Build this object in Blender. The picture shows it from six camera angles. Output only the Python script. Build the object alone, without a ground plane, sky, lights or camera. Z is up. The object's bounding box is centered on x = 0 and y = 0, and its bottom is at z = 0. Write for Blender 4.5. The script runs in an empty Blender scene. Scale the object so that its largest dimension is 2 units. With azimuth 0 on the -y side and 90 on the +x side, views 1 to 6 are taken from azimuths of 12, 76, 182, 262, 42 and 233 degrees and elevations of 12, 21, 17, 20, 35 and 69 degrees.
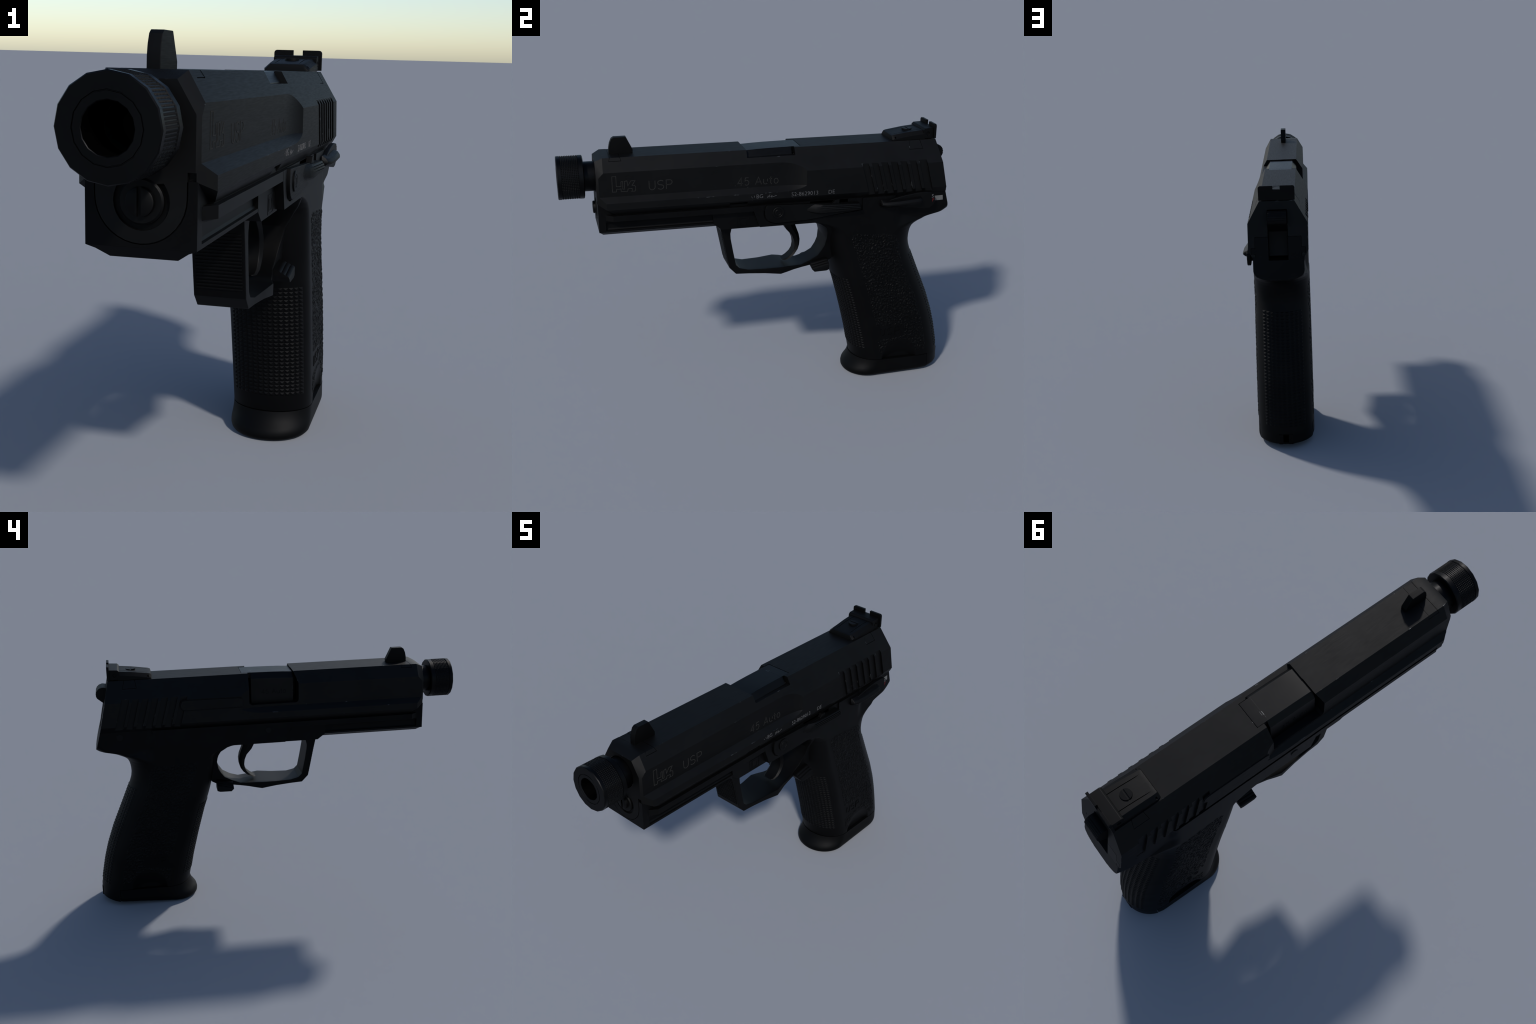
# Full-size service pistol with threaded barrel, built part by part in its own
# frame (x = width about the bore plane, y = muzzle(-) to tail(+), z = up) and
# then set into the world with a small nose-up tilt.
import bpy, bmesh, math, random
from mathutils import Vector, Matrix, noise

random.seed(7)
X0, TILT = -0.018, 0.0125
CT, ST = math.cos(TILT), math.sin(TILT)

# ------------------------------------------------------------------ materials
def new_mat(name):
    m = bpy.data.materials.new(name)
    m.use_nodes = True
    nt = m.node_tree
    for n in list(nt.nodes):
        nt.nodes.remove(n)
    out = nt.nodes.new('ShaderNodeOutputMaterial')
    b = nt.nodes.new('ShaderNodeBsdfPrincipled')
    nt.links.new(b.outputs[0], out.inputs[0])
    return m, nt, b

def tex_noise(nt, scale, detail=3.0, stretch=None, rough=0.5):
    tc = nt.nodes.new('ShaderNodeTexCoord')
    mp = nt.nodes.new('ShaderNodeMapping')
    if stretch:
        mp.inputs['Scale'].default_value = stretch
    n = nt.nodes.new('ShaderNodeTexNoise')
    n.inputs['Scale'].default_value = scale
    n.inputs['Detail'].default_value = detail
    n.inputs['Roughness'].default_value = rough
    nt.links.new(tc.outputs['Object'], mp.inputs[0])
    nt.links.new(mp.outputs[0], n.inputs['Vector'])
    return n.outputs['Fac']

def ramp(nt, fac, stops):
    r = nt.nodes.new('ShaderNodeValToRGB')
    cr = r.color_ramp
    while len(cr.elements) < len(stops):
        cr.elements.new(0.5)
    for e, (p, c) in zip(cr.elements, stops):
        e.position = p
        e.color = (c[0], c[1], c[2], 1) if not isinstance(c, float) else (c, c, c, 1)
    nt.links.new(fac, r.inputs[0])
    return r.outputs[0]

def math_node(nt, op, a, b):
    m = nt.nodes.new('ShaderNodeMath'); m.operation = op; m.use_clamp = True
    for i, v in enumerate((a, b)):
        if isinstance(v, (int, float)):
            m.inputs[i].default_value = v
        else:
            nt.links.new(v, m.inputs[i])
    return m.outputs[0]

def mix_col(nt, fac, a, b):
    m = nt.nodes.new('ShaderNodeMix'); m.data_type = 'RGBA'
    nt.links.new(fac, m.inputs['Factor'])
    for key, v in ((6, a), (7, b)):
        if isinstance(v, tuple):
            m.inputs[key].default_value = (*v, 1)
        else:
            nt.links.new(v, m.inputs[key])
    return m.outputs[2]

def bump(nt, b, height, strength, dist):
    bp = nt.nodes.new('ShaderNodeBump')
    bp.inputs['Strength'].default_value = strength
    bp.inputs['Distance'].default_value = dist
    nt.links.new(height, bp.inputs['Height'])
    nt.links.new(bp.outputs[0], b.inputs['Normal'])

def steel(name, dark, light, rough=(0.36, 0.46), metallic=1.0, wear=True, spec=0.5):
    m, nt, b = new_mat(name)
    cloud = tex_noise(nt, 5.0, 4)
    col = ramp(nt, cloud, [(0.3, dark), (0.7, light)])
    if wear:                                   # chipped finish on sharp edges
        bv = nt.nodes.new('ShaderNodeBevel'); bv.samples = 4
        bv.inputs['Radius'].default_value = 0.004
        geo = nt.nodes.new('ShaderNodeNewGeometry')
        dot = nt.nodes.new('ShaderNodeVectorMath'); dot.operation = 'DOT_PRODUCT'
        nt.links.new(bv.outputs[0], dot.inputs[0])
        nt.links.new(geo.outputs['Normal'], dot.inputs[1])
        edge = ramp(nt, dot.outputs['Value'], [(0.86, 1.0), (0.99, 0.0)])
        chips = ramp(nt, tex_noise(nt, 26.0, 5, rough=0.65), [(0.625, 0.0), (0.67, 1.0)])
        mask = math_node(nt, 'MULTIPLY', edge, chips)
        col = mix_col(nt, mask, col, (0.22, 0.225, 0.23))
    nt.links.new(col, b.inputs['Base Color'])
    b.inputs['Metallic'].default_value = metallic
    b.inputs['Specular Tint'].default_value = (0.84, 0.84, 0.84, 1)
    b.inputs['Specular IOR Level'].default_value = spec
    brushed = tex_noise(nt, 60.0, 3, (6.0, 0.35, 6.0))
    r = ramp(nt, brushed, [(0.3, rough[0]), (0.7, rough[1])])
    nt.links.new(r, b.inputs['Roughness'])
    bump(nt, b, brushed, 0.05, 0.001)
    return m

def polymer(name, dark, light, rough=0.55, spec=0.25, grain=260.0, relief=(0.12, 0.001)):
    m, nt, b = new_mat(name)
    col = ramp(nt, tex_noise(nt, 7.0, 4), [(0.3, dark), (0.7, light)])
    nt.links.new(col, b.inputs['Base Color'])
    b.inputs['Metallic'].default_value = 1.0
    b.inputs['Roughness'].default_value = rough
    b.inputs['Specular IOR Level'].default_value = spec
    g = tex_noise(nt, grain, 2)
    bump(nt, b, g, *relief)
    return m

def plain(name, col, rough=0.6, spec=0.3):
    m, nt, b = new_mat(name)
    g = tex_noise(nt, 40.0, 3)
    c = ramp(nt, g, [(0.3, tuple(v * 0.8 for v in col)), (0.7, col)])
    nt.links.new(c, b.inputs['Base Color'])
    b.inputs['Roughness'].default_value = rough
    b.inputs['Specular IOR Level'].default_value = spec
    return m

M_SLIDE = steel('blued_steel', (0.0125, 0.0125, 0.0128), (0.0155, 0.0155, 0.0158), (0.53, 0.61))
M_SIGHT = steel('matt_sight_steel', (0.009, 0.009, 0.0092), (0.0115, 0.0115, 0.0118), (0.52, 0.6), wear=False)
M_BARREL = steel('bright_barrel_steel', (0.0115, 0.0115, 0.0118), (0.0145, 0.0145, 0.0148), (0.39, 0.45))
M_RING = steel('black_ring_steel', (0.008, 0.008, 0.0085), (0.011, 0.011, 0.0115), (0.38, 0.46), wear=False)
M_KNURL = steel('knurled_steel', (0.010, 0.010, 0.0102), (0.013, 0.013, 0.0133), (0.55, 0.65), wear=False)
M_CONTROL = steel('control_steel', (0.0095, 0.0095, 0.0098), (0.0125, 0.0125, 0.0128), (0.5, 0.58), wear=False)
M_FRAME = polymer('black_polymer', (0.0082, 0.0082, 0.0086), (0.0102, 0.0102, 0.0106), 0.58)
M_GRIP = polymer('grip_polymer', (0.0082, 0.0082, 0.0086), (0.0102, 0.0102, 0.0106), 0.58)
M_STIPPLE = polymer('stippled_polymer', (0.0085, 0.0085, 0.0088), (0.0108, 0.0108, 0.0110), 0.52, grain=120.0, relief=(1.0, 0.006))
M_BORE = plain('bore_black', (0.002, 0.002, 0.002), 0.8, 0.1)
M_ENGRAVE = plain('engraved_grey', (0.0165, 0.0165, 0.016), 0.8, 0.1)
M_LETTER_SHADE = plain('lettering_and_shade_black', (0.003, 0.003, 0.003), 0.7, 0.1)  # black of the chamber lettering, also painted shade round extractor and pins
M_WHITE = plain('white_lettering', (0.082, 0.082, 0.086), 0.7, 0.15)
M_MARK = plain('white_paint_mark', (0.105, 0.105, 0.105), 0.6)
M_RED = plain('red_paint', (0.085, 0.002, 0.0025), 0.5)

# ------------------------------------------------------------- mesh utilities
ROOT = bpy.data.objects.new('service_pistol', None)
bpy.context.scene.collection.objects.link(ROOT)
ROOT['label'] = 'black semi-automatic pistol with threaded barrel and tall sights'
ROOT['category'] = 'handgun'

def to_world(co):
    x, y, z = co
    return Vector((x + X0, CT * y + ST * z, -ST * y + CT * z))

def raw(name, verts, faces):
    me = bpy.data.meshes.new(name)
    me.from_pydata([tuple(v) for v in verts], [], faces)
    bm = bmesh.new(); bm.from_mesh(me)
    bmesh.ops.recalc_face_normals(bm, faces=bm.faces[:])
    bm.to_mesh(me); bm.free()
    ob = bpy.data.objects.new(name, me)
    bpy.context.scene.collection.objects.link(ob)
    return ob

def bake(ob):
    """apply all modifiers of ob"""
    dg = bpy.context.evaluated_depsgraph_get()
    dg.update()
    me = bpy.data.meshes.new_from_object(ob.evaluated_get(dg))
    ob.modifiers.clear()
    old = ob.data
    ob.data = me
    bpy.data.meshes.remove(old)
    return ob

def kill(*obs):
    for o in obs:
        me = o.data
        bpy.data.objects.remove(o)
        bpy.data.meshes.remove(me)

def cut(ob, *cutters, op='DIFFERENCE'):
    for c in cutters:
        md = ob.modifiers.new('b', 'BOOLEAN')
        md.operation = op; md.object = c; md.solver = 'EXACT'
        bake(ob)
        kill(c)
    return ob

def clone(ob):
    o = ob.copy(); o.data = ob.data.copy()
    bpy.context.scene.collection.objects.link(o)
    return o

def slice_off(ob, co, no):
    """remove everything on the +no side of the plane and close the hole"""
    bm = bmesh.new(); bm.from_mesh(ob.data)
    r = bmesh.ops.bisect_plane(bm, geom=bm.verts[:] + bm.edges[:] + bm.faces[:], dist=1e-6,
                               plane_co=co, plane_no=no, clear_outer=True)
    ed = [e for e in r['geom_cut'] if isinstance(e, bmesh.types.BMEdge)]
    bmesh.ops.edgenet_fill(bm, edges=ed) if ed else None
    bmesh.ops.recalc_face_normals(bm, faces=bm.faces[:])
    bm.to_mesh(ob.data); bm.free()
    return ob

def slice_pts(ob, a, b, c, outside):
    a, b, c = Vector(a), Vector(b), Vector(c)
    n = (b - a).cross(c - a).normalized()
    if n.dot(Vector(outside) - a) < 0:
        n = -n
    return slice_off(ob, a, n)

def finish(ob, mat, bevel=0.0, seg=2, angle=35, parent=None, kind=None, weighted=None):
    if weighted is None:
        weighted = bevel > 0
    if bevel > 0:
        md = ob.modifiers.new('bv', 'BEVEL')
        md.width = bevel; md.segments = seg; md.limit_method = 'ANGLE'
        md.angle_limit = math.radians(28); md.harden_normals = False
        bake(ob)
    bm = bmesh.new(); bm.from_mesh(ob.data)
    bmesh.ops.remove_doubles(bm, verts=bm.verts[:], dist=1e-6)
    lim = math.radians(angle)
    for e in bm.edges:
        e.smooth = not (len(e.link_faces) != 2 or e.calc_face_angle(0) > lim)
    for f in bm.faces:
        f.smooth = True
    for v in bm.verts:
        v.co = to_world(v.co)
    bm.to_mesh(ob.data); bm.free()
    if weighted:
        md = ob.modifiers.new('wn', 'WEIGHTED_NORMAL')
        md.keep_sharp = True; md.weight = 100; md.mode = 'FACE_AREA'
        bake(ob)
    ob.data.materials.clear()
    ob.data.materials.append(mat)
    ob.data.name = ob.name
    ob.parent = parent or ROOT
    if kind:
        ob['kind'] = kind
    return ob

def join(name, obs):
    verts, faces = [], []
    for o in obs:
        k = len(verts)
        verts += [v.co.copy() for v in o.data.vertices]
        faces += [[i + k for i in p.vertices] for p in o.data.polygons]
    kill(*obs)
    me = bpy.data.meshes.new(name)
    me.from_pydata([tuple(v) for v in verts], [], faces)
    ob = bpy.data.objects.new(name, me)
    bpy.context.scene.collection.objects.link(ob)
    return ob

def prism(name, poly, a, b, axis='x'):
    """polygon extruded along x (poly = y,z), y (poly = x,z) or z (poly = x,y)"""
    put = {'x': lambda p, t: (t, p[0], p[1]), 'y': lambda p, t: (p[0], t, p[1]),
           'z': lambda p, t: (p[0], p[1], t)}[axis]
    n = len(poly)
    v = [put(p, a) for p in poly] + [put(p, b) for p in poly]
    f = [list(range(n))[::-1], list(range(n, 2 * n))]
    f += [[i, (i + 1) % n, n + (i + 1) % n, n + i] for i in range(n)]
    return raw(name, v, f)

def box(name, x, y, z):
    return prism(name, [(x[0], z[0]), (x[1], z[0]), (x[1], z[1]), (x[0], z[1])], y[0], y[1], 'y')

def sym(half):
    """close a right-half outline (x>=0 listed top to bottom) over x = 0"""
    return half + [(-x, z) for x, z in reversed(half)]

def loft(name, rings, caps=True):
    n = len(rings[0])
    v = [p for r in rings for p in r]
    f = []
    for k in range(len(rings) - 1):
        for i in range(n):
            j = (i + 1) % n
            f.append([k * n + i, k * n + j, (k + 1) * n + j, (k + 1) * n + i])
    if caps:
        f.append(list(range(n))[::-1])
        f.append([(len(rings) - 1) * n + i for i in range(n)])
    return raw(name, v, f)

def lathe_y(name, prof, cx, cz, n, phase=0.0, closed=True):
    """revolve (radius, y) profile about the line x=cx, z=cz"""
    rings = []
    for k in range(n):
        a = phase + 2 * math.pi * k / n
        rings.append([(cx + r * math.sin(a), y, cz + r * math.cos(a)) for r, y in prof])
    m = len(prof)
    v = [p for r in rings for p in r]
    f = []
    for k in range(n):
        k2 = (k + 1) % n
        for i in range(m if closed else m - 1):
            j = (i + 1) % m
            f.append([k * m + i, k * m + j, k2 * m + j, k2 * m + i])
    if not closed:
        f.append([k * m for k in range(n)]); f.append([k * m + m - 1 for k in range(n)])
    return raw(name, v, f)

def disc_x(name, y, z, prof, n=40):
    """solid of revolution about an x-parallel axis, profile (radius, x) open, ends capped"""
    v, f = [], []
    m = len(prof)
    for k in range(n):
        a = 2 * math.pi * k / n
        v += [(x, y + r * math.cos(a), z + r * math.sin(a)) for r, x in prof]
    for k in range(n):
        k2 = (k + 1) % n
        for i in range(m - 1):
            f.append([k * m + i, k * m + i + 1, k2 * m + i + 1, k2 * m + i])
    f.append([k * m for k in range(n)]); f.append([k * m + m - 1 for k in range(n)])
    return raw(name, v, f)

def interp(tab, t):
    if t <= tab[0][0]:
        return tab[0][1]
    for (a, u), (b, v) in zip(tab, tab[1:]):
        if t <= b:
            return u + (v - u) * (t - a) / (b - a)
    return tab[-1][1]

def smooth_tab(tab, t, h=0.012):
    return sum(interp(tab, t + h * k) for k in (-1, -.5, 0, .5, 1)) / 5

def sstep(a, b, t):
    t = max(0.0, min(1.0, (t - a) / (b - a)))
    return t * t * (3 - 2 * t)

def ribbon(pts, w, closed=False):
    """2-D stroke of width w -> list of quads (each 4 points)"""
    P = [Vector(p) for p in pts]
    n = len(P)
    L, R = [], []
    for i in range(n):
        if closed:
            a, b = P[i - 1], P[(i + 1) % n]
            d1, d2 = (P[i] - a).normalized(), (b - P[i]).normalized()
        else:
            d1 = (P[i] - P[max(i - 1, 0)])
            d2 = (P[min(i + 1, n - 1)] - P[i])
            d1 = d1.normalized() if d1.length > 1e-9 else d2.normalized()
            d2 = d2.normalized() if d2.length > 1e-9 else d1
        t = (d1 + d2)
        t = t.normalized() if t.length > 0.2 else d1
        nrm = Vector((-t.y, t.x))
        k = w / 2 / max(0.45, abs(nrm.dot(Vector((-d1.y, d1.x)))))
        L.append(P[i] + nrm * k); R.append(P[i] - nrm * k)
    rng = range(n if closed else n - 1)
    return [[L[i], L[(i + 1) % n], R[(i + 1) % n], R[i]] for i in rng]

def strokes(name, lines, w, place, depth=0.001):
    """raised strokes; place(u, v, h) maps the drawing plane to pistol space"""
    v, f = [], []
    for ln, closed in lines:
        for q in ribbon(ln, w, closed):
            k = len(v)
            v += [place(p.x, p.y, depth) for p in q] + [place(p.x, p.y, -0.002) for p in q]
            f += [[k, k + 1, k + 2, k + 3], [k + 7, k + 6, k + 5, k + 4]]
            f += [[k + i, k + 4 + i, k + 4 + (i + 1) % 4, k + (i + 1) % 4] for i in range(4)]
    return raw(name, v, f)

def letters(name, text, cap, place, depth=0.001, thin=0.0, space=1.0):
    """text in the built-in font with cap height `cap`, mapped by place(u, v, h)"""
    cu = bpy.data.curves.new(name, 'FONT')
    cu.body = text
    cu.size = cap / 0.72
    cu.extrude = 0.001
    cu.offset = thin
    cu.space_character = space
    cu.resolution_u = 3
    o = bpy.data.objects.new(name + '_tmp', cu)
    bpy.context.scene.collection.objects.link(o)
    dg = bpy.context.evaluated_depsgraph_get()
    me = bpy.data.meshes.new_from_object(o.evaluated_get(dg))
    bpy.data.objects.remove(o); bpy.data.curves.remove(cu)
    for v in me.vertices:
        v.co = place(v.co.x, v.co.y, depth if v.co.z > 0 else -0.002)
    ob = bpy.data.objects.new(name, me)
    bpy.context.scene.collection.objects.link(ob)
    return ob

def on_left(x, y0, z0):
    return lambda u, v, h: Vector((x + h, y0 + u, z0 + v))

def on_right(x, y0, z0):
    return lambda u, v, h: Vector((-(x + h), y0 - u, z0 + v))

def arc(cx, cy, r, a0, a1, n, ry=None):
    ry = ry or r
    return [(cx + r * math.cos(math.radians(a0 + (a1 - a0) * i / n)),
             cy + ry * math.sin(math.radians(a0 + (a1 - a0) * i / n))) for i in range(n + 1)]

def u_shape(w, zc, top, n=18):
    return [(w, top)] + arc(0, zc, w, 0, -180, n) + [(-w, top)]

# ======================================================================= SLIDE
TOP, TOPW, SIDE = 1.303, 0.0865, 0.1475
SL = (TOP - 1.197) / (SIDE - TOPW)              # slope of the upper chamfer
slide = prism('slide', sym([(TOPW, TOP), (SIDE, 1.197), (SIDE + .001, 1.066), (0.134, 1.041),
                            (0.126, 1.032), (0.112, 1.032), (0.112, 1.05)]), -0.8375, 0.97, 'y')
# raked rear face
slice_pts(slide, (0, 0.877, 1.303), (1, 0.877, 1.303), (0, 0.936, 1.032), (0, 2, 1.2))
# chamfered nose: top, two upper corners, two lower corners
slice_pts(slide, (0, -0.803, TOP), (1, -0.803, TOP), (0, -0.8385, 1.285), (0, -2, 2))
for s in (1, -1):
    slice_pts(slide, (s * .0865, -.803, 1.303), (s * .1225, -.805, 1.240), (s * .074, -.8385, 1.285), (s, -1.5, 1.6))
    slice_pts(slide, (s * .149, -.796, 1.0), (s * .149, -.796, 1.3), (s * .114, -.8375, 1.1), (s, -2, 1.1))
    slice_pts(slide, (s * .150, -.796, 1.066), (s * .116, -.8375, 1.088), (s * .116, -.776, 1.050), (s * .3, -.9, .8))
# flutes along both flanks, with a scooped rear end
def flute(s):
    rings = []
    for y, fx in [(-1.0, .1225), (.02, .1225), (.07, .1232), (.10, .1255), (.125, .129), (.145, .1335),
                  (.16, .138), (.17, .142), (.179, .1478), (.182, .152)]:
        zt = TOP - (fx - TOPW) * SL + .0003
        rings.append([(s * fx, y, zt), (s * fx, y, 1.1235), (s * .1500, y, 1.1235 - (.150 - fx) * .98),
                      (s * .2, y, 1.1235 - (.2 - fx) * .98), (s * .2, y, zt)])
    return loft('flute', rings)
cut(slide, flute(1), flute(-1))
# cocking serrations: floor, ramp facing the muzzle
for s in (1, -1):
    for i in range(7):
        y0 = .5065 + .0507 * i
        d = .0095
        prof = [(0, SIDE + .02), (0, SIDE - d), (.0345, SIDE - d + .0015), (.0350, SIDE + .02)]
        if i == 6:
            prof = [(0, SIDE + .02), (0, SIDE - d), (.042, SIDE - d), (.042, SIDE + .02)]
        rings = []
        for z in (1.03, 1.24):
            sh = -(z - 1.0605) * .27
            rings.append([(s * px, y0 + sh + py, z) for py, px in prof])
        cut(slide, loft('serration', rings))
# ejection port: small window on the left, full opening on the right
cut(slide, prism('port_cut', [(-.112, 1.268), (.130, 1.268), (.130, 1.40), (-.112, 1.40)], 0, .25, 'x'))
cut(slide, prism('port_cut', [(-.112, 1.40), (-.112, 1.306), (-.124, 1.278), (-.137, 1.243), (-.137, 1.155),
                              (-.133, 1.143), (-.122, 1.137), (.120, 1.137), (.134, 1.147), (.134, 1.40)], -.25, .001, 'x'))
cut(slide, box('port_cut', (-.066, .066), (.10, .167), (1.26, 1.4)))
# magazine-catch style notch in the left lower edge, hammer slot, barrel opening
cut(slide, box('notch_cut', (.118, .2), (-.205, -.118), (1.0, 1.0585)))
cut(slide, box('slot_cut', (-.0495, .0495), (.84, 1.1), (0.9, 1.262)))
cut(slide, lathe_y('bore_cut', [(.076, -.9), (.076, -.80)], 0, 1.197, 32, closed=False))
house = prism('spring_housing', u_shape(.0963, 1.053, 1.12), -.8375, -.79, 'y')
cut(house, lathe_y('h', [(.060, -.9), (.060, -.822)], .002, 1.043, 28, closed=False))
cut(slide, house, op='UNION')
for s in (1, -1):
    cut(slide, box('gap', (s * .0975, s * .1155), (-.9, -.825), (1.0, 1.105)))
# rear cut-out that lets the frame rails in
cut(slide, prism('rail_cut', sym([(.1148, 1.1325), (.1148, 1.0805), (.1355, 1.0805), (.1355, 1.0505), (.1148, 1.0505), (.1148, 1.0)]), .86, 1.1, 'y'))
# sight dovetails
def dovetail(name, pts, g):
    cy = sum(p[0] for p in pts) / 4
    cut_poly = [(y, z) for y, z in pts]
    small = [(cy + (y - cy) * (1 - g / abs(y - cy)), z + (g if z < 1.3 else 0)) for y, z in pts]
    ins = clone(slide); ins.name = name
    cut(ins, prism('dt', small, -.2, .2, 'x'), op='INTERSECT')
    for v in ins.data.vertices:
        v.co.x *= 0.992
        if v.co.z > 1.3:
            v.co.z -= .0006
    cut(slide, prism('dt', cut_poly, -.2, .2, 'x'))
    return ins
dov_f = dovetail('front_sight_dovetail', [(-.774, 1.287), (-.714, 1.287), (-.722, 1.31), (-.766, 1.31)], .0018)
dov_r = dovetail('rear_sight_dovetail', [(.728, 1.262), (.803, 1.262), (.790, 1.31), (.735, 1.31)], .0018)
finish(slide, M_SLIDE, .0022, 2)
finish(dov_f, M_SLIDE, 0); finish(dov_r, M_SLIDE, 0)

# extractor bar on the right
ext = prism('extractor', [(.172, 1.140), (.47, 1.137)] + arc(.478, 1.164, .026, -80, 80, 10, .0262) +
            [(.47, 1.191), (.19, 1.189), (.172, 1.182)], -.10, -.1515, 'x')
ext_plate = prism('ext_dark_plate', [(.178, 1.134), (.47, 1.132)] + arc(.478, 1.164, .031, -80, 80, 10, .0315) +
             [(.47, 1.196), (.178, 1.194)], -.146, -.1484, 'x')  # thin raised black plate, painted shade in place of a cut gap
finish(ext_plate, M_LETTER_SHADE, 0, parent=slide); ext_plate.name = 'extractor_dark_plate'
finish(ext, M_SLIDE, .002, parent=slide)

# ----------------------------------------------------------- barrel and muzzle
hood_half = lambda top: [(.065, top), (.087, top - .030), (.088, 1.24), (.088, 1.10)]
rings = []
for y, top in [(-.113, 1.2955), (-.06, 1.2985), (.0, 1.3005), (.118, 1.3020)]:
    rings.append([(x, y, z) for x, z in sym(hood_half(top))])
hood = loft('chamber', rings)
lip = box('hood_lip', (-.0648, .0648), (.11, .1652), (1.272, 1.3022))
hood = join('chamber', [hood, lip])
finish(hood, M_BARREL, .0015)
R = .1045
barrel = lathe_y('barrel', [(.0715, -.90), (.0715, -.70), (.0525, -.70), (.0525, -.90)], 0, 1.197, 32)
finish(barrel, M_RING, 0)
ring = lathe_y('thread_protector', [(.0515, -.86), (.0515, -1.0105), (.0530, -1.012), (.0675, -1.012), (.0682, -1.0095),
                                    (.0697, -1.0095), (.0705, -1.012), (.1020, -1.012), (R, -1.0085), (R, -.9945),
                                    (R - .0022, -.9935), (R - .0022, -.9125), (R, -.9115), (R, -.892),
                                    (.1005, -.8885), (.0705, -.8885), (.0705, -.86)], 0, 1.197, 16)
finish(ring, M_RING, 0, angle=30)
plug = lathe_y('bore_plug', [(.0, -.80), (.0512, -.80), (.0512, -.9), (.0505, -.9), (.0505, -.801), (.0, -.801)], 0, 1.197, 32)  # closed black cup standing in for the dark depth of the barrel
finish(plug, M_BORE, 0, parent=barrel)
# knurled band: rows of small pyramids on a sixteen-sided band
v, f = [], []
NK, NR = 80, 10
def band_pt(t, y, h):
    a = 2 * math.pi * t
    k = math.pi / 8
    aa = (a % k) - k / 2
    r = (R - .0022) * math.cos(k / 2) / math.cos(aa) + h
    return (r * math.sin(a), y, 1.197 + r * math.cos(a))
for i in range(NK):
    for j in range(NR):
        y0 = -.9935 + .081 * j / NR; y1 = y0 + .081 / NR
        k = len(v)
        g, e = .10, .10 * (y1 - y0)
        v += [band_pt((i + g) / NK, y0 + e, -.0004), band_pt((i + 1 - g) / NK, y0 + e, -.0004), band_pt((i + 1 - g) / NK, y1 - e, -.0004),
              band_pt((i + g) / NK, y1 - e, -.0004), band_pt((i + .5) / NK, (y0 + y1) / 2, .0030)]
        f += [[k, k + 1, k + 4], [k + 1, k + 2, k + 4], [k + 2, k + 3, k + 4], [k + 3, k, k + 4]]
finish(raw('knurling', v, f), M_KNURL, 0, angle=5, parent=ring, kind='stuff')

# ---------------------------------------------------------------------- sights
fs = prism('front_sight', [(-.764, 1.295), (-.763, 1.329), (-.758, 1.353), (-.749, 1.374), (-.738, 1.3815),
                           (-.680, 1.3815), (-.650, 1.319), (-.651, 1.303), (-.70, 1.300), (-.70, 1.295)], -.0148, .0148, 'x')
finish(fs, M_SIGHT, .0015)
rings = []
for y, zt, wt in [(.6445, 1.312, .060), (.648, 1.326, .058), (.660, 1.3295, .061), (.75, 1.342, .064), (.822, 1.348, .066)]:
    wb = .081 if y > .65 else .076
    rings.append([(x, y, z) for x, z in sym([(wt, zt), (wb, zt - .018), (wb, 1.3035)])])
ramp_ob = loft('rear_sight', rings)
cut(ramp_ob, box('g', (-.0445, -.0415), (.655, .815), (1.330, 1.4)), box('g', (.0415, .0445), (.655, .815), (1.330, 1.4)))
blk = prism('sight_block', [(.813, 1.306), (.813, 1.350), (.822, 1.358), (.869, 1.3605), (.869, 1.306)], -.080, .080, 'x')
for s in (1, -1):
    cut(blk, disc_x('hole', .838, 1.331, [(.0095, s * .074), (.0095, s * .09)], 20))
    cut(ramp_ob, disc_x('hole', .663, 1.317, [(.0045, s * .06), (.0045, s * .09)], 14))
finish(ramp_ob, M_SIGHT, .0012)
finish(blk, M_SIGHT, .002, parent=ramp_ob)
bw = .0895
blade = prism('sight_blade', [(-bw, 1.3065), (bw, 1.3065)] + arc(bw - .011, 1.379 - .011, .011, 0, 90, 5) +
              [(.0178, 1.379), (.0178, 1.3585), (-.0178, 1.3585), (-.0178, 1.379)] +
              arc(-bw + .011, 1.379 - .011, .011, 90, 180, 5), .866, .8785, 'y')
finish(blade, M_SIGHT, .001, parent=ramp_ob)
scr = []
for k in range(24):
    a = 2 * math.pi * k / 24
    scr.append((.0255 * math.cos(a), .752 + .0255 * math.sin(a)))
screw = prism('sight_screw', scr, 1.33, 1.3475, 'z')
cut(screw, prism('s', [(-.03, .7485), (.03, .7485), (.03, .7555), (-.03, .7555)], 1.3445, 1.36, 'z'))
finish(screw, M_SIGHT, .0008, parent=ramp_ob)

# ---------------------------------------------------------------------- hammer
spur = arc(.9075, 1.223, .0370, 105, -35, 18, .0380)
ham = prism('hammer', [(.865, 1.250), (.886, 1.257)] + spur + [(.910, 1.178), (.884, 1.150),
            (.880, 1.10), (.900, 1.03), (.86, 1.03), (.85, 1.20)], -.046, .046, 'x')
cs = []
for k in range(6):
    a = math.radians(78 - 16 * k)
    y, z = .9075 + .0382 * math.cos(a), 1.223 + .0392 * math.sin(a)
    cs.append(disc_x('rib', y, z, [(.0034, -.06), (.0034, .06)], 10))
cut(ham, *cs)
finish(ham, M_CONTROL, .001)

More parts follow.
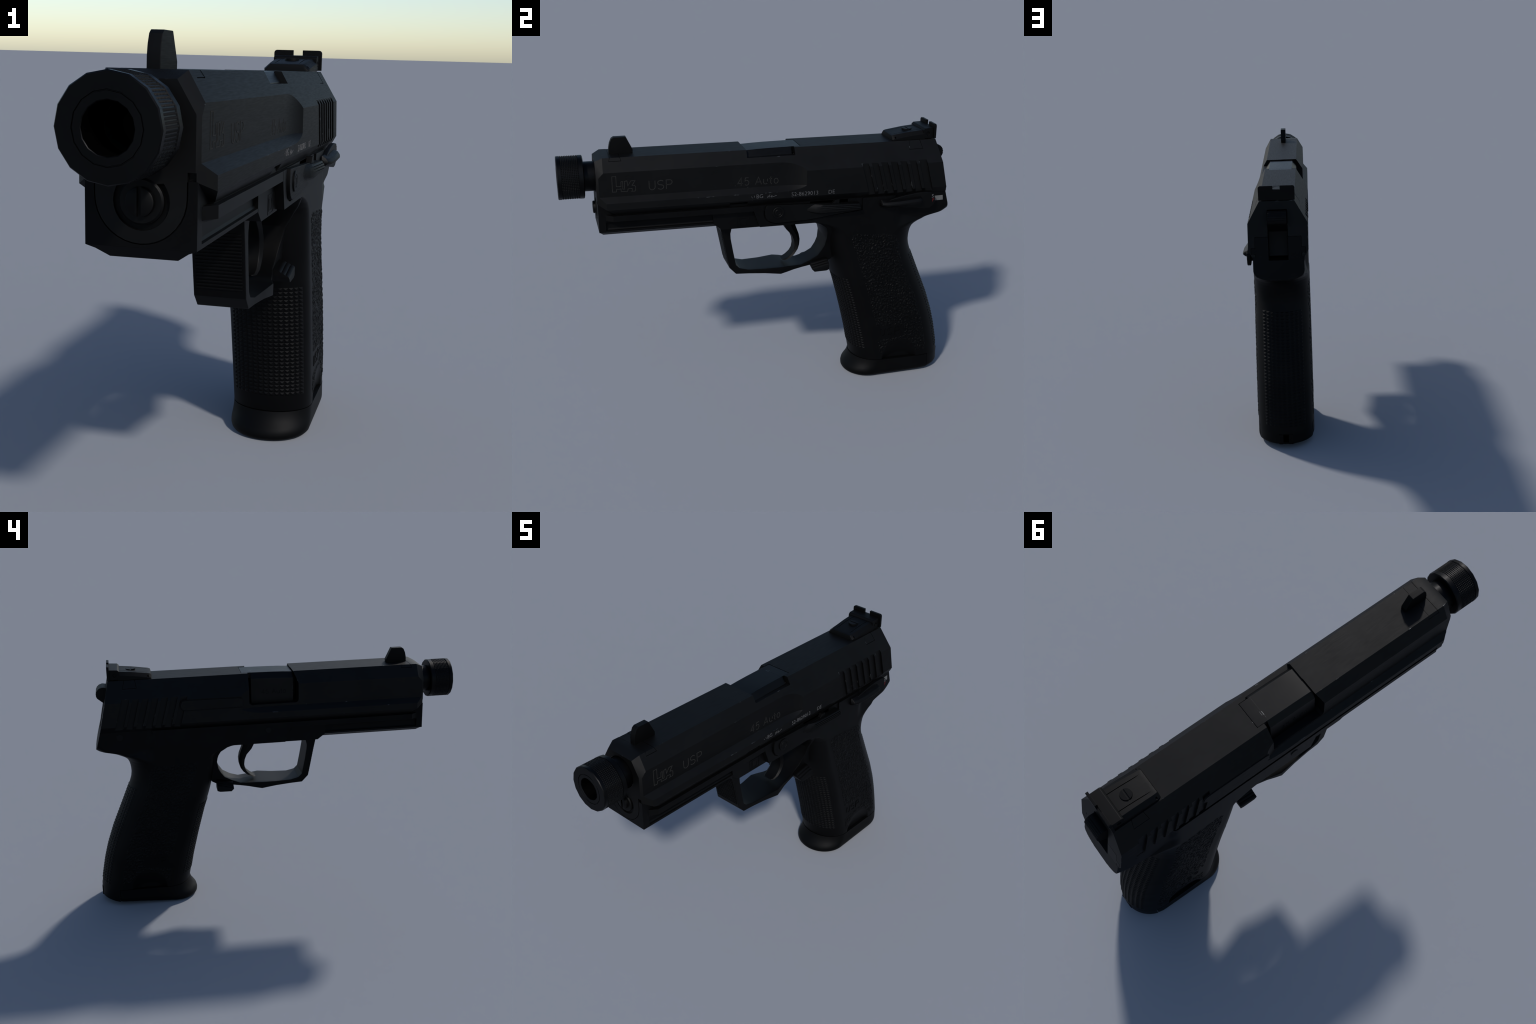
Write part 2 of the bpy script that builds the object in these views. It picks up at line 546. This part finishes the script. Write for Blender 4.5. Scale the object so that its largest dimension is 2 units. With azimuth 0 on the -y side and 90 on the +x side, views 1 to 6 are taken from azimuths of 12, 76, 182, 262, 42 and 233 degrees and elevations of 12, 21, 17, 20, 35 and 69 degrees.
# ======================================================================= FRAME
FW = .119
pieces = []
front = prism('f', sym([(.110, 1.088), (FW, 1.0865), (FW, .9475), (.1000, .9400), (.0735, .9220)]), -.837, -.03, 'y')
slice_pts(front, (0, -.837, .9475), (1, -.837, .9475), (0, -.816, .922), (0, -1.2, .8))
for s in (1, -1):     # accessory groove below the rail
    rings = []
    for y in (-.8035, -.19):
        rings.append([(s * x, y, z) for x, z in [(.16, .957), (.1185, .957), (.112, .959), (.108, .965), (.107, .985),
                                                   (.110, .996), (.119, .999), (.16, .999)]])
    cut(front, loft('groove', rings))
# seat of the recoil-spring housing in the nose
cut(front, prism('seat', u_shape(.099, 1.053, 1.12), -.9, -.829, 'y'))
pieces.append(front)
for s in (1, -1):     # rail above the groove, tapered at its nose
    rings = []
    for y, xo in [(-.8035, .1195), (-.770, .1440), (-.02, .1445)]:
        rings.append([(s * x, y, z) for x, z in [(.105, 1.0365), (xo, 1.0345), (xo, 1.0065), (.117, .9985), (.105, .9985)]])
    r = loft('rail', rings)
    pieces.append(r)
# lower block carrying the marking, with ramped front edge
pieces.append(prism('f', [(-.283, .9465), (-.243, .9165), (-.04, .9165), (-.04, 1.01), (-.29, 1.01)], -.1197, .1197, 'x'))
# receiver body above the trigger
GAP = [(-.030, 1.10), (-.0375, 1.016), (-.0385, .995), (-.0345, .972), (-.022, .9525), (.0, .9405), (.028, .935), (.194, .940),
       (.22, .9435), (.30, .9535), (.478, .9715), (.478, 1.10)]
body = (prism('f', [(-.086, 1.004), (-.057, .9230), (.32, .9230), (.40, .96), (.40, 1.0350), (-.09, 1.0350)], -.1450, .1450, 'x'))
cut(body, prism('gap', GAP, .1385, .2, 'x'))
pieces.append(body)
pieces.append(box('f', (-.110, .110), (-.82, .84), (1.03, 1.068)))
pieces.append(box('f', (-.1300, .1300), (-.755, .60), (1.02, 1.047)))
frame = join('frame', pieces)
finish(frame, M_FRAME, .0018)

# rear plate of the frame between the slide rails
plate = prism('rear_plate', sym([(.1135, 1.1312), (.1135, 1.0793), (.1342, 1.0793), (.1342, 1.0517), (.1135, 1.0517), (.1135, 1.03)]), .868, 1.1, 'y')
slice_pts(plate, (0, 0.8774, 1.303), (1, 0.8774, 1.303), (0, 0.9364, 1.032), (0, 2, 1.2))
cut(plate, box('c', (-.0485, .0485), (.80, 1.1), (1.018, 1.3)))
finish(plate, M_FRAME, .001, parent=frame)

# nose: guide rod head
rod = lathe_y('guide_rod', [(.0, -.81), (.048, -.81), (.048, -.838), (.044, -.842), (.031, -.842), (.030, -.851), (.027, -.853), (.0, -.853)],
              .002, 1.043, 28)
cut(rod, box('s', (-.0025, .0065), (-.9, -.846), (1.0, 1.1)))
finish(rod, M_CONTROL, .0)

# ---------------------------------------------------------- grip (one loft)
YF = [(.03, .504), (.10, .494), (.143, .485), (.25, .464), (.364, .436), (.406, .425), (.54, .388), (.61, .364), (.651, .352),
      (.70, .339), (.75, .328), (.80, .321), (.85, .314), (.87, .306), (.89, .290), (.905, .262), (.917, .22), (.9255, .17), (1.1, .17)]
YC = [(.03, .624), (.106, .614), (.25, .575), (.45, .522), (.575, .480), (.648, .454), (.72, .431), (.779, .415), (.82, .405), (.85, .393), (.87, .376), (.89, .346), (.905, .306), (.918, .260), (.9255, .22), (1.1, .22)]
YR = [(.03, .9985), (.094, .9965), (.159, .986), (.252, .9675), (.337, .945), (.448, .9065), (.59, .846), (.70, .800), (.735, .789),
      (.764, .785), (.79, .786), (.81, .789), (.83, .7945), (.850, .805), (.867, .824), (.882, .849), (.8955, .880), (.907, .914), (.915, .945), (.9205, .970),
      (.939, .998), (.956, 1.017), (.978, 1.044), (1.003, 1.066), (1.1, 1.08)]
DR = .142
def front_e(z):
    return 2 / (2.0 + 0.3 * sstep(.72, .88, z))
def tail_plane(z):
    return .934 + (1.042 - z) * .27

def grip_w(z):
    return interp([(0, .1455), (.6, .1450), (.80, .1445), (1.1, .1455)], z)

def grip_section(z, nf=22, ns=70, nr=26):
    """right half outline from the front centre line to the rear centre line"""
    yf, yc, yr = interp(YF, z), interp(YC, z), interp(YR, z)
    w = grip_w(z)
    tail = sstep(.85, .93, z)
    dr = DR - .06 * tail
    wr = w - .018 * tail
    ys = yr - dr
    pts = []
    for i in range(nf):
        a = math.pi / 2 * i / nf
        e = front_e(z)
        pts.append((w * math.sin(a) ** e, yc - (yc - yf) * math.cos(a) ** e))
    for i in range(ns):
        t = i / ns
        y = yc + (ys - yc) * t
        x = w + (wr - w) * sstep(.645, .70, y)
        # scallop behind the safety lever
        if z > .86 and y > .64:
            q = ((min(y, .80) - .80) / .146) ** 2 + ((1.045 - z) / .165) ** 2
            x = .1265 + (x - .1265) * sstep(.86, .99, math.sqrt(q))
        # thumb relief above the floor plate
        if .628 < y < .828 and z < .21:
            zt = .108 + .095 * max(0.0, 1 - (abs(y - .728) / .098) ** 2.4) ** .5
            x -= .016 * max(0.0, min(1.0, (zt - z) / .07))
        pts.append((x, y))
    xe = pts[-1][0]
    for i in range(nr + 1):
        a = math.pi / 2 * i / nr
        x = (wr if z < .86 else min(wr, max(xe, .1))) * math.cos(a)
        pts.append((max(x, 0.0), ys + dr * math.sin(a)))
    lim = tail_plane(z)
    return [(x, min(y, lim)) for x, y in pts]

ZL = [.0225, .026, .030, .035, .041]
z = .047
while z < 1.0355:
    ZL.append(z)
    z += .006 if z < .80 else .004
ZL.append(1.0355)
rings = []
for z in ZL:
    h = grip_section(z)
    if z < .041:                      # rounded heel
        k = interp([(.0225, .30), (.026, .64), (.030, .84), (.035, .955), (.041, 1.0)], z)
        h = [(x * (.90 + .10 * k), y if y < .88 else .88 + (y - .88) * k) for x, y in h]
    ring3 = [(x, y, z) for x, y in h] + [(-x, y, z) for x, y in reversed(h[1:-1])]
    rings.append(ring3)
grip = loft('grip', rings)
cut(grip, prism('c', [(.2, -.1), (.2, .1065), (.8985, .1065), (.8985, -.1)], -.3, .3, 'x'))
cut(grip, prism('gap', GAP, .1385, .2, 'x'))
cut(grip, box('c', (-.0145, .0145), (.925, 1.1), (.046, .092)))
cut(grip, box('c', (-.0485, .0485), (.82, 1.1), (1.018, 1.2)))
finish(grip, M_GRIP, 0, angle=32)
for s in (1, -1):
    tab = box('lanyard_tab', (s * .0155 - s * 0, s * .036), (.965, .9972), (.036, .090))
    finish(tab, M_GRIP, .0015, parent=grip)

def rear_surface(z, a):
    yr = interp(YR, z); w = grip_w(z)
    return Vector((w * math.sin(a), yr - DR + DR * math.cos(a), z))
def front_surface(z, a):
    yf, yc, w = interp(YF, z), interp(YC, z), grip_w(z)
    e = front_e(z)
    s = math.sin(abs(a)) ** e * (1 if a >= 0 else -1)
    return Vector((w * s, yc - (yc - yf) * math.cos(a) ** e, z))

def checkering(name, surf, arc_of, z0, z1, rows, cols, amax, high):
    """rows x cols of pyramids laid on a surface patch"""
    # equal arc-length columns
    N = 200
    acc, L = [0.0], []
    aa = [-amax + 2 * amax * i / N for i in range(N + 1)]
    p = [surf((z0 + z1) / 2, a) for a in aa]
    for i in range(N):
        acc.append(acc[-1] + (p[i + 1] - p[i]).length)
    edges = []
    for c in range(cols + 1):
        t = acc[-1] * c / cols
        i = max(k for k in range(N + 1) if acc[k] <= t + 1e-9)
        i = min(i, N - 1)
        edges.append(aa[i] + (aa[i + 1] - aa[i]) * (t - acc[i]) / max(1e-9, acc[i + 1] - acc[i]))
    v, f = [], []
    for r in range(rows):
        for c in range(cols):
            za = z0 + (z1 - z0) * r / rows; zb = z0 + (z1 - z0) * (r + 1) / rows
            q = [surf(za, edges[c]), surf(za, edges[c + 1]), surf(zb, edges[c + 1]), surf(zb, edges[c])]
            n = (q[1] - q[0]).cross(q[3] - q[0]).normalized()
            ctr = sum(q, Vector()) / 4
            mid = Vector((0, (ctr.y + .25 if surf is front_surface else ctr.y - .25), ctr.z))
            if n.dot(ctr - mid) < 0:
                n = -n
            q = [ctr + (p2 - ctr) * .97 - n * .0003 for p2 in q]
            top = ctr + n * high
            tip = [ctr + (p2 - ctr) * .16 + n * high for p2 in q]
            k = len(v)
            v += q + tip
            f += [[k + i, k + (i + 1) % 4, k + 4 + (i + 1) % 4, k + 4 + i] for i in range(4)] + [[k + 4, k + 5, k + 6, k + 7]]
    return raw(name, v, f)
chk = checkering('front_checkering', front_surface, None, .168, .590, 28, 15, 1.06, .0036)
finish(chk, M_GRIP, 0, angle=5, parent=grip, kind='stuff')
chk = checkering('rear_checkering', rear_surface, None, .128, .694, 34, 9, .80, .0036)
finish(chk, M_GRIP, 0, angle=5, parent=grip, kind='stuff')

# stippled side panels ---------------------------------------------------
def inside(poly, y, z):
    c = False
    for i in range(len(poly)):
        (y1, z1), (y2, z2) = poly[i - 1], poly[i]
        if (z1 > z) != (z2 > z) and y < (y2 - y1) * (z - z1) / (z2 - z1) + y1:
            c = not c
    return c
PANEL = [(.424, .815), (.432, .838), (.455, .845), (.655, .831), (.682, .815), (.692, .785), (.712, .675), (.756, .575), (.800, .475),
         (.848, .330), (.872, .225), (.884, .165), (.876, .138), (.826, .134), (.812, .165), (.775, .204), (.728, .212), (.688, .206),
         (.655, .180), (.632, .136), (.612, .128), (.597, .225), (.741, .236), (.751, .262), (.747, .290), (.735, .298), (.586, .306), (.512, .56), (.430, .795)]
def edge_dist(y, z):
    best = 1.0
    for i in range(len(PANEL)):
        (y1, z1), (y2, z2) = PANEL[i - 1], PANEL[i]
        dy, dz = y2 - y1, z2 - z1
        t = max(0.0, min(1.0, ((y - y1) * dy + (z - z1) * dz) / (dy * dy + dz * dz)))
        best = min(best, math.hypot(y - y1 - t * dy, z - z1 - t * dz))
    return best
def panel(s):
    st = .0026
    y0, z0 = .415, .12
    ny, nz = 186, 284
    idx, v, f = {}, [], []
    keep = set()
    for i in range(ny):
        for j in range(nz):
            if inside(PANEL, y0 + (i + .5) * st, z0 + (j + .5) * st):
                keep.add((i, j))
    def vert(i, j):
        if (i, j) not in idx:
            y, z = y0 + i * st, z0 + j * st
            rim = any(((i + a, j + b) not in keep) for a in (-1, 0) for b in (-1, 0))
            p = Vector(((y + .25 * z) * 104 + 7 * s, z * 84, 3.0 * s))
            h = noise.noise(p) * .7 + noise.noise(p * 1.9) * .45
            h = max(-.35, min(.6, h * 1.9))
            yc = interp(YC, z); w = grip_w(z)
            fade = sstep(0.0, .007, edge_dist(y, z)) if not rim else 0.0
            x = w - .0008 + (.0016 + .0034 * h) * fade
            # follow the rounded rear shoulder of the grip
            ys = interp(YR, z) - DR
            if y > ys:
                x -= w - w * math.sqrt(max(0.0, 1 - ((y - ys) / DR) ** 2))
            idx[(i, j)] = len(v)
            v.append((s * x, y, z))
        return idx[(i, j)]
    for i, j in sorted(keep):
        q = [vert(i, j), vert(i + 1, j), vert(i + 1, j + 1), vert(i, j + 1)]
        f.append(q if s > 0 else q[::-1])
    me = bpy.data.meshes.new('stippled_panel')
    me.from_pydata(v, [], f)
    ob = bpy.data.objects.new('stippled_panel', me)
    bpy.context.scene.collection.objects.link(ob)
    return finish(ob, M_STIPPLE, 0, angle=60, parent=grip)
for s in (1, -1):
    panel(s)

# magazine floor plate -----------------------------------------------------
rings = []
def zb(y):
    return .0058 + max(0.0, y - .47) * .038
LV = []
for zz, yf, w in [(.006, .463, .1330), (.010, .457, .1385), (.016, .4535, .1430), (.028, .4525, .1462), (.041, .4560, .1470), (.052, .4635, .1470),
                  (.063, .4730, .1466), (.078, .4815, .1462), (.093, .4870, .1460), (.104, .4895, .1460)]:
    LV.append(((zz - .006) / .098, yf, yf + .128, w))
for lv, yf, yc, w in LV:
    half = []
    for i in range(24):
        a = math.pi / 2 * i / 24
        half.append((w * math.sin(a), yc - (yc - yf) * math.cos(a)))
    for i in range(13):
        y = yc + (.8962 - yc) * i / 12
        ys = .9975 - DR
        half.append((w * math.sqrt(1 - (max(0.0, y - ys) / DR) ** 2), y))
    def P3(x, y):
        b = zb(y); t = .1040
        return (x, y, b + (t - b) * lv + (.003 - .03 * x) * (1 - lv) * sstep(.55, .88, y))
    rings.append([P3(x, y) for x, y in half] + [P3(-x, y) for x, y in reversed(half[1:])] )
floor = loft('magazine_floorplate', rings)
finish(floor, M_GRIP, 0, angle=32)

# trigger guard ------------------------------------------------------------
GUARD = [((-.250, .940), (-.165, .940), .0745), ((-.246, .925), (-.171, .921), .0745), ((-.240, .899), (-.184, .902), .0745),
         ((-.234, .872), (-.1905, .874), .0745), ((-.228, .846), (-.189, .846), .0745), ((-.213, .768), (-.1765, .775), .0745),
         ((-.198, .692), (-.1625, .704), .0745), ((-.163, .655), (-.143, .6845), .0745), ((-.10, .6525), (-.098, .6735), .0770),
         ((-.013, .648), (-.012, .6740), .0845), ((.068, .641), (.068, .6785), .0955), ((.100, .645), (.100, .677), .0870),
         ((.14, .651), (.14, .6735), .0755), ((.187, .657), (.185, .672), .0670), ((.237, .662), (.232, .689), .0590),
         ((.300, .664), (.273, .712), .0605), ((.345, .690), (.294, .741), .0645), ((.370, .740), (.3075, .768), .0700), ((.40, .80), (.3150, .811), .0800),
         ((.42, .85), (.3115, .850), .102), ((.43, .89), (.298, .882), .122), ((.43, .93), (.262, .910), .137), ((.43, .95), (.22, .924), .138)]
rings = []
for (oy, oz), (iy, iz), w in GUARD:
    # the web under the receiver bows forward towards the bore plane
    bow = .030 * sstep(.79, .90, iz) if iy > .2 else 0.0
    rings.append([(-w, oy, oz), (w, oy, oz)] + [(w * t, iy - bow * (1 - t * t), iz) for t in (1, .7, .4, .13, -.13, -.4, -.7, -1)])
guard = loft('trigger_guard', rings)
finish(guard, M_FRAME, .0028, 2)
gr = []
for k in range(17):                     # ribs across the front of the guard
    t = (k + .5) / 17
    z = .712 + .168 * t
    y = -.1985 - (z - .692) * .1975
    gr.append(box('r', (-.066, .066), (y - .0022, y + .003), (z - .0028, z + .0028)))
finish(join('guard_ribs', gr), M_FRAME, .0012, parent=guard, kind='stuff')

# trigger --------------------------------------------------------------------
TRG = [((.085, .95), (.15, .95), .033), ((.094, .893), (.156, .893), .034), ((.114, .855), (.170, .855), .036), ((.142, .824), (.181, .826), .038),
       ((.154, .795), (.1865, .797), .039), ((.1575, .768), (.1845, .768), .040), ((.1535, .742), (.177, .743), .040), ((.142, .722), (.163, .722), .040),
       ((.122, .704), (.141, .703), .040), ((.103, .694), (.110, .689), .036), ((.094, .693), (.096, .6885), .026)]
rings = []
for (fy, fz), (ry, rz), w in TRG:
    m = ((fy * .45 + ry * .55), (fz * .45 + rz * .55))
    rings.append([(-w * .75, fy, fz), (w * .75, fy, fz), (w, *m), (w * .55, ry, rz), (-w * .55, ry, rz), (-w, *m)])
trig = loft('trigger', rings)
finish(trig, M_CONTROL, .0015, angle=50)

# magazine release paddles ----------------------------------------------------
for s in (1, -1):
    rings = []
    for y, dz in [(.2290, .000), (.243, .0022), (.306, .0165), (.3215, .0185)]:
        sec = [(.05, .690), (.074, .685)]
        for k in range(3):          # three finger ridges stepping down and out
            bx_, bz_ = .074 + .0135 * k, .6845 - .0075 * k
            sec += [(bx_ + .002, bz_ + .0005), (bx_ + .0065, bz_ - .0005), (bx_ + .0115, bz_ - .0045), (bx_ + .0135, bz_ - .0085)]
        zlow = .6740 if y < .23 else .6470 - dz * .9
        sec += [(.1145, min(zlow, .6610)), (.05, zlow)]
        edge = .5 if y == .3215 else 1.0
        rings.append([(s * x, y, (zz - .667) * (.85 if edge < 1 else 1) + .6640 + dz) for x, zz in sec])
    rel = loft('magazine_release', rings)
    finish(rel, M_FRAME, 0, angle=30)

# slide catch on the left ----------------------------------------------------
cat = prism('slide_catch', [(-.024, 1.0355), (-.032, 1.018), (-.034, .995), (-.030, .975), (-.018, .957), (.002, .945), (.028, .9395), (.194, .9445),
                            (.22, .948), (.30, .958), (.452, .976), (.456, 1.016), (.18, 1.0275)], .130, .1545, 'x')
finish(cat, M_CONTROL, .002)
rings = []
for y, x, zl, zt in [(.175, .153, .990, 1.026), (.20, .158, .984, 1.0245), (.225, .168, .981, 1.0235), (.26, .1775, .979, 1.022), (.36, .180, .982, 1.019), (.451, .180, .985, 1.0165), (.456, .178, .986, 1.0155)]:
    rings.append([(.142, y, zt), (x - .012, y, zt), (x - .004, y, zt - .010), (x, y, (zl + zt) / 2 - .004), (x, y, zl + .003), (x - .004, y, zl - .001), (.142, y, zl - .012)])
thumb = loft('catch_thumb_shelf', rings)
gs = []
for k in range(4):
    gs.append(prism('g', [(.22, 1.022 - .0075 * k - .0012), (.46, 1.016 - .0075 * k - .0012), (.46, 1.016 - .0075 * k + .0012), (.22, 1.022 - .0075 * k + .0012)],
                    .1665 + .0032 * k, .2, 'x'))
cut(thumb, *gs)
finish(thumb, M_CONTROL, .0008, parent=cat)
stop = prism('catch_stop', [(.306, 1.012), (.328, 1.040), (.349, 1.040), (.349, 1.012)], .135, .1575, 'x')
finish(stop, M_CONTROL, .0012, parent=cat)
but = disc_x('catch_button', .034, .994, [(.0305, .150), (.0305, .1580), (.0285, .1592), (.0215, .1592), (.0200, .1578), (.0175, .1578),
                                           (.0160, .1592), (.0115, .1592), (.0100, .1580), (.0001, .1580)])
finish(but, M_CONTROL, 0, angle=25, parent=cat)
# pins on the right
for (y, z, r, x) in [(.036, .9965, .0155, .1462), (.834, 1.001, .0185, .1285)]:
    g = disc_x('pin_dark_disc', y, z, [(r + .004, -.11), (r + .004, -x)], 32)  # black disc on the surface, painted shade instead of a recessed ring
    finish(g, M_LETTER_SHADE, 0, parent=frame)
    p = disc_x('pin', y, z, [(r, -.11), (r, -x - .0012), (r - .002, -x - .0022), (.0001, -x - .0022)], 32)
    finish(p, M_CONTROL, 0, angle=25, parent=frame)

# safety lever on the left -----------------------------------------------------
lev = prism('safety_lever', [(.579, .996), (.580, 1.008), (.646, 1.026), (.700, 1.037), (.767, 1.0465), (.815, 1.0475), (.844, 1.044), (.860, 1.030),
                             (.866, 1.008), (.862, .985), (.852, .971), (.838, .963), (.81, .959), (.70, .973), (.60, .985)], .1435, .1615, 'x')
finish(lev, M_CONTROL, .003, 3)
rings = []
for y, xo, zl, zt in [(.570, .158, .990, 1.008), (.576, .172, .985, 1.012), (.60, .181, .983, 1.010), (.66, .1875, .985, 1.013), (.76, .188, .991, 1.020),
                      (.783, .184, .994, 1.021), (.792, .172, .998, 1.018)]:
    zm = (zl + zt) / 2
    rings.append([(.150, y, zt + .010), (xo - .008, y, zt), (xo, y, zm + .003), (xo, y, zm - .005), (xo - .012, y, zl), (.150, y, zl - .004)])
wing = loft('lever_wing', rings)
finish(wing, M_CONTROL, .0018, parent=lev, angle=40)
axle = disc_x('lever_axle', .82, 1.0, [(.018, .10), (.018, .15)], 24)
finish(axle, M_CONTROL, 0, parent=lev)

# ==================================================================== MARKINGS
# logo outline on the left flute
LOGO = [(-.765, 1.222), (-.746, 1.223), (-.746, 1.173), (-.7245, 1.172), (-.7235, 1.195), (-.716, 1.196), (-.716, 1.1585), (-.7075, 1.1585), (-.7075, 1.196), (-.695, 1.198),
        (-.6925, 1.173), (-.677, 1.197), (-.658, 1.196), (-.6725, 1.1745), (-.661, 1.173), (-.656, 1.167), (-.657, 1.149), (-.660, 1.1455), (-.678, 1.145),
        (-.672, 1.147), (-.672, 1.159), (-.6915, 1.159), (-.694, 1.147), (-.7245, 1.147), (-.7245, 1.160), (-.745, 1.160), (-.7465, 1.147), (-.765, 1.147)]
FX = .1225
lg = strokes('slide_logo', [(LOGO, True)], .0032, on_left(FX, 0, 0), .0007)
finish(lg, M_ENGRAVE, 0, parent=slide)
def stroke_word(word, cap, x0, gap):
    """thin stroke letters used for the engraved model lettering"""
    W = .64
    G = {'U': (W, [[(0, 1), (0, .33)] + arc(W / 2, .33, W / 2, 180, 360, 10, .33) + [(W, 1)]]),
         'S': (W, [arc(W / 2, .74, W / 2, 30, 90, 4, .26) + arc(W / 2, .74, W / 2, 90, 270, 8, .245) + arc(W / 2, .25, W / 2, 90, -90, 8, .25) + arc(W / 2, .25, W / 2, 270, 210, 4, .25)]),
         'P': (W, [[(0, 0), (0, 1), (W * .55, 1)] + arc(W * .58, .74, W * .42, 90, -90, 8, .26) + [(0, .48)]]),
         'A': (.8, [[(0, 0), (.4, 1), (.8, 0)], [(.16, .33), (.64, .33)]]),
         'u': (.5, [[(0, .68), (0, .25)] + arc(.25, .25, .25, 180, 360, 8) + [(.5, .68)], [(.5, .3), (.5, 0)]]),
         't': (.34, [[(.17, .95), (.17, .12), (.25, 0), (.34, 0)], [(0, .68), (.34, .68)]]),
         'o': (.54, [arc(.27, .34, .27, 0, 360, 16, .34)]),
         '4': (.62, [[(.45, 0), (.45, 1), (0, .28), (.62, .28)]]),
         '5': (.58, [[(.54, 1), (.1, 1), (.06, .56)] + arc(.28, .33, .29, 110, -140, 10, .33)]),
         '.': (.06, [[(0, .02), (.06, .02)]]), ' ': (.3, [])}
    out, x = [], x0
    for ch in word:
        w, ls = G[ch]
        for l in ls:
            out.append(([(x + px * cap, pz * cap) for px, pz in l], False))
        x += w * cap + gap
    return out
finish(strokes('slide_lettering', stroke_word('USP', .044, 0, .0125), .0040, on_left(FX, -.592, 1.146), .0007), M_ENGRAVE, 0, parent=slide)
finish(strokes('slide_lettering', stroke_word('.45 Auto', .038, 0, .0105), .0036, on_left(FX, -.176, 1.1365), .0006), M_ENGRAVE, 0, parent=slide)
finish(strokes('chamber_lettering', stroke_word('.45 Auto', .026, 0, .006), .003, on_right(.0880, .068, 1.185), .0006), M_LETTER_SHADE, 0, parent=hood)
# small white proof letters along the lower flank
LX = .1485
finish(letters('proof_letters', 'BG', .0205, on_left(LX, -.0775, 1.0745), .0008, -.0005, 1.0), M_WHITE, 0, parent=slide)
finish(letters('serial_number', '52-8629013', .0205, on_left(LX, .100, 1.0722), .0008, -.0005, 1.03), M_WHITE, 0, parent=slide)
finish(letters('proof_letters', 'DE', .0205, on_left(LX, .291, 1.0718), .0008, -.0005, 1.0), M_WHITE, 0, parent=slide)
antler = [([(0, 0), (.004, .010), (.008, .002), (.013, .015)], False), ([(.006, .004), (.012, .006)], False), ([(.016, .004), (.024, .011), (.020, .002), (.030, .004), (.047, .010)], False),
          ([(-.080, .012), (-.075, .004)], False), ([(-.066, .016), (-.064, .006)], False)]
finish(strokes('proof_stamp', antler, .0014, on_left(LX, -.021, 1.0735), .0006), M_WHITE, 0, parent=slide)
# safety letters and mark
finish(letters('safe_letter', 'S', .019, on_left(.1615, .8445, 1.0155), .0008), M_WHITE, 0, parent=lev)
finish(letters('fire_letter', 'F', .019, on_left(.1615, .8485, .9945), .0008), M_RED, 0, parent=lev)
mk = prism('white_mark', [(.878, 1.0125), (.922, 1.0135), (.925, .9885), (.881, .9875)], .12, .1275, 'x')
for vtx in mk.data.vertices:
    pass
finish(mk, M_MARK, .0006, parent=grip)
# boxed capital on the frame
bx = [([(-.165, .975), (-.165, .923), (-.103, .923), (-.103, .975)], True),
      ([(-.154, .931), (-.148, .931), (-.148, .966), (-.154, .966)], True),
      ([(-.148, .966), (-.130, .966)] + arc(-.130, .9485, .014, 90, -90, 8, .0175) + [(-.148, .931)], False)]
finish(strokes('frame_mark', bx, .0028, on_left(.1197, 0, 0), .0010), M_FRAME, 0, parent=frame)
# grip lettering
for s, pl in ((1, on_left(.1462, .615, .2475)), (-1, on_right(.1462, .735, .2475))):
    finish(strokes('grip_lettering', stroke_word('USP', .041, 0, .0155), .0050, pl, .0014), M_GRIP, 0, parent=grip)
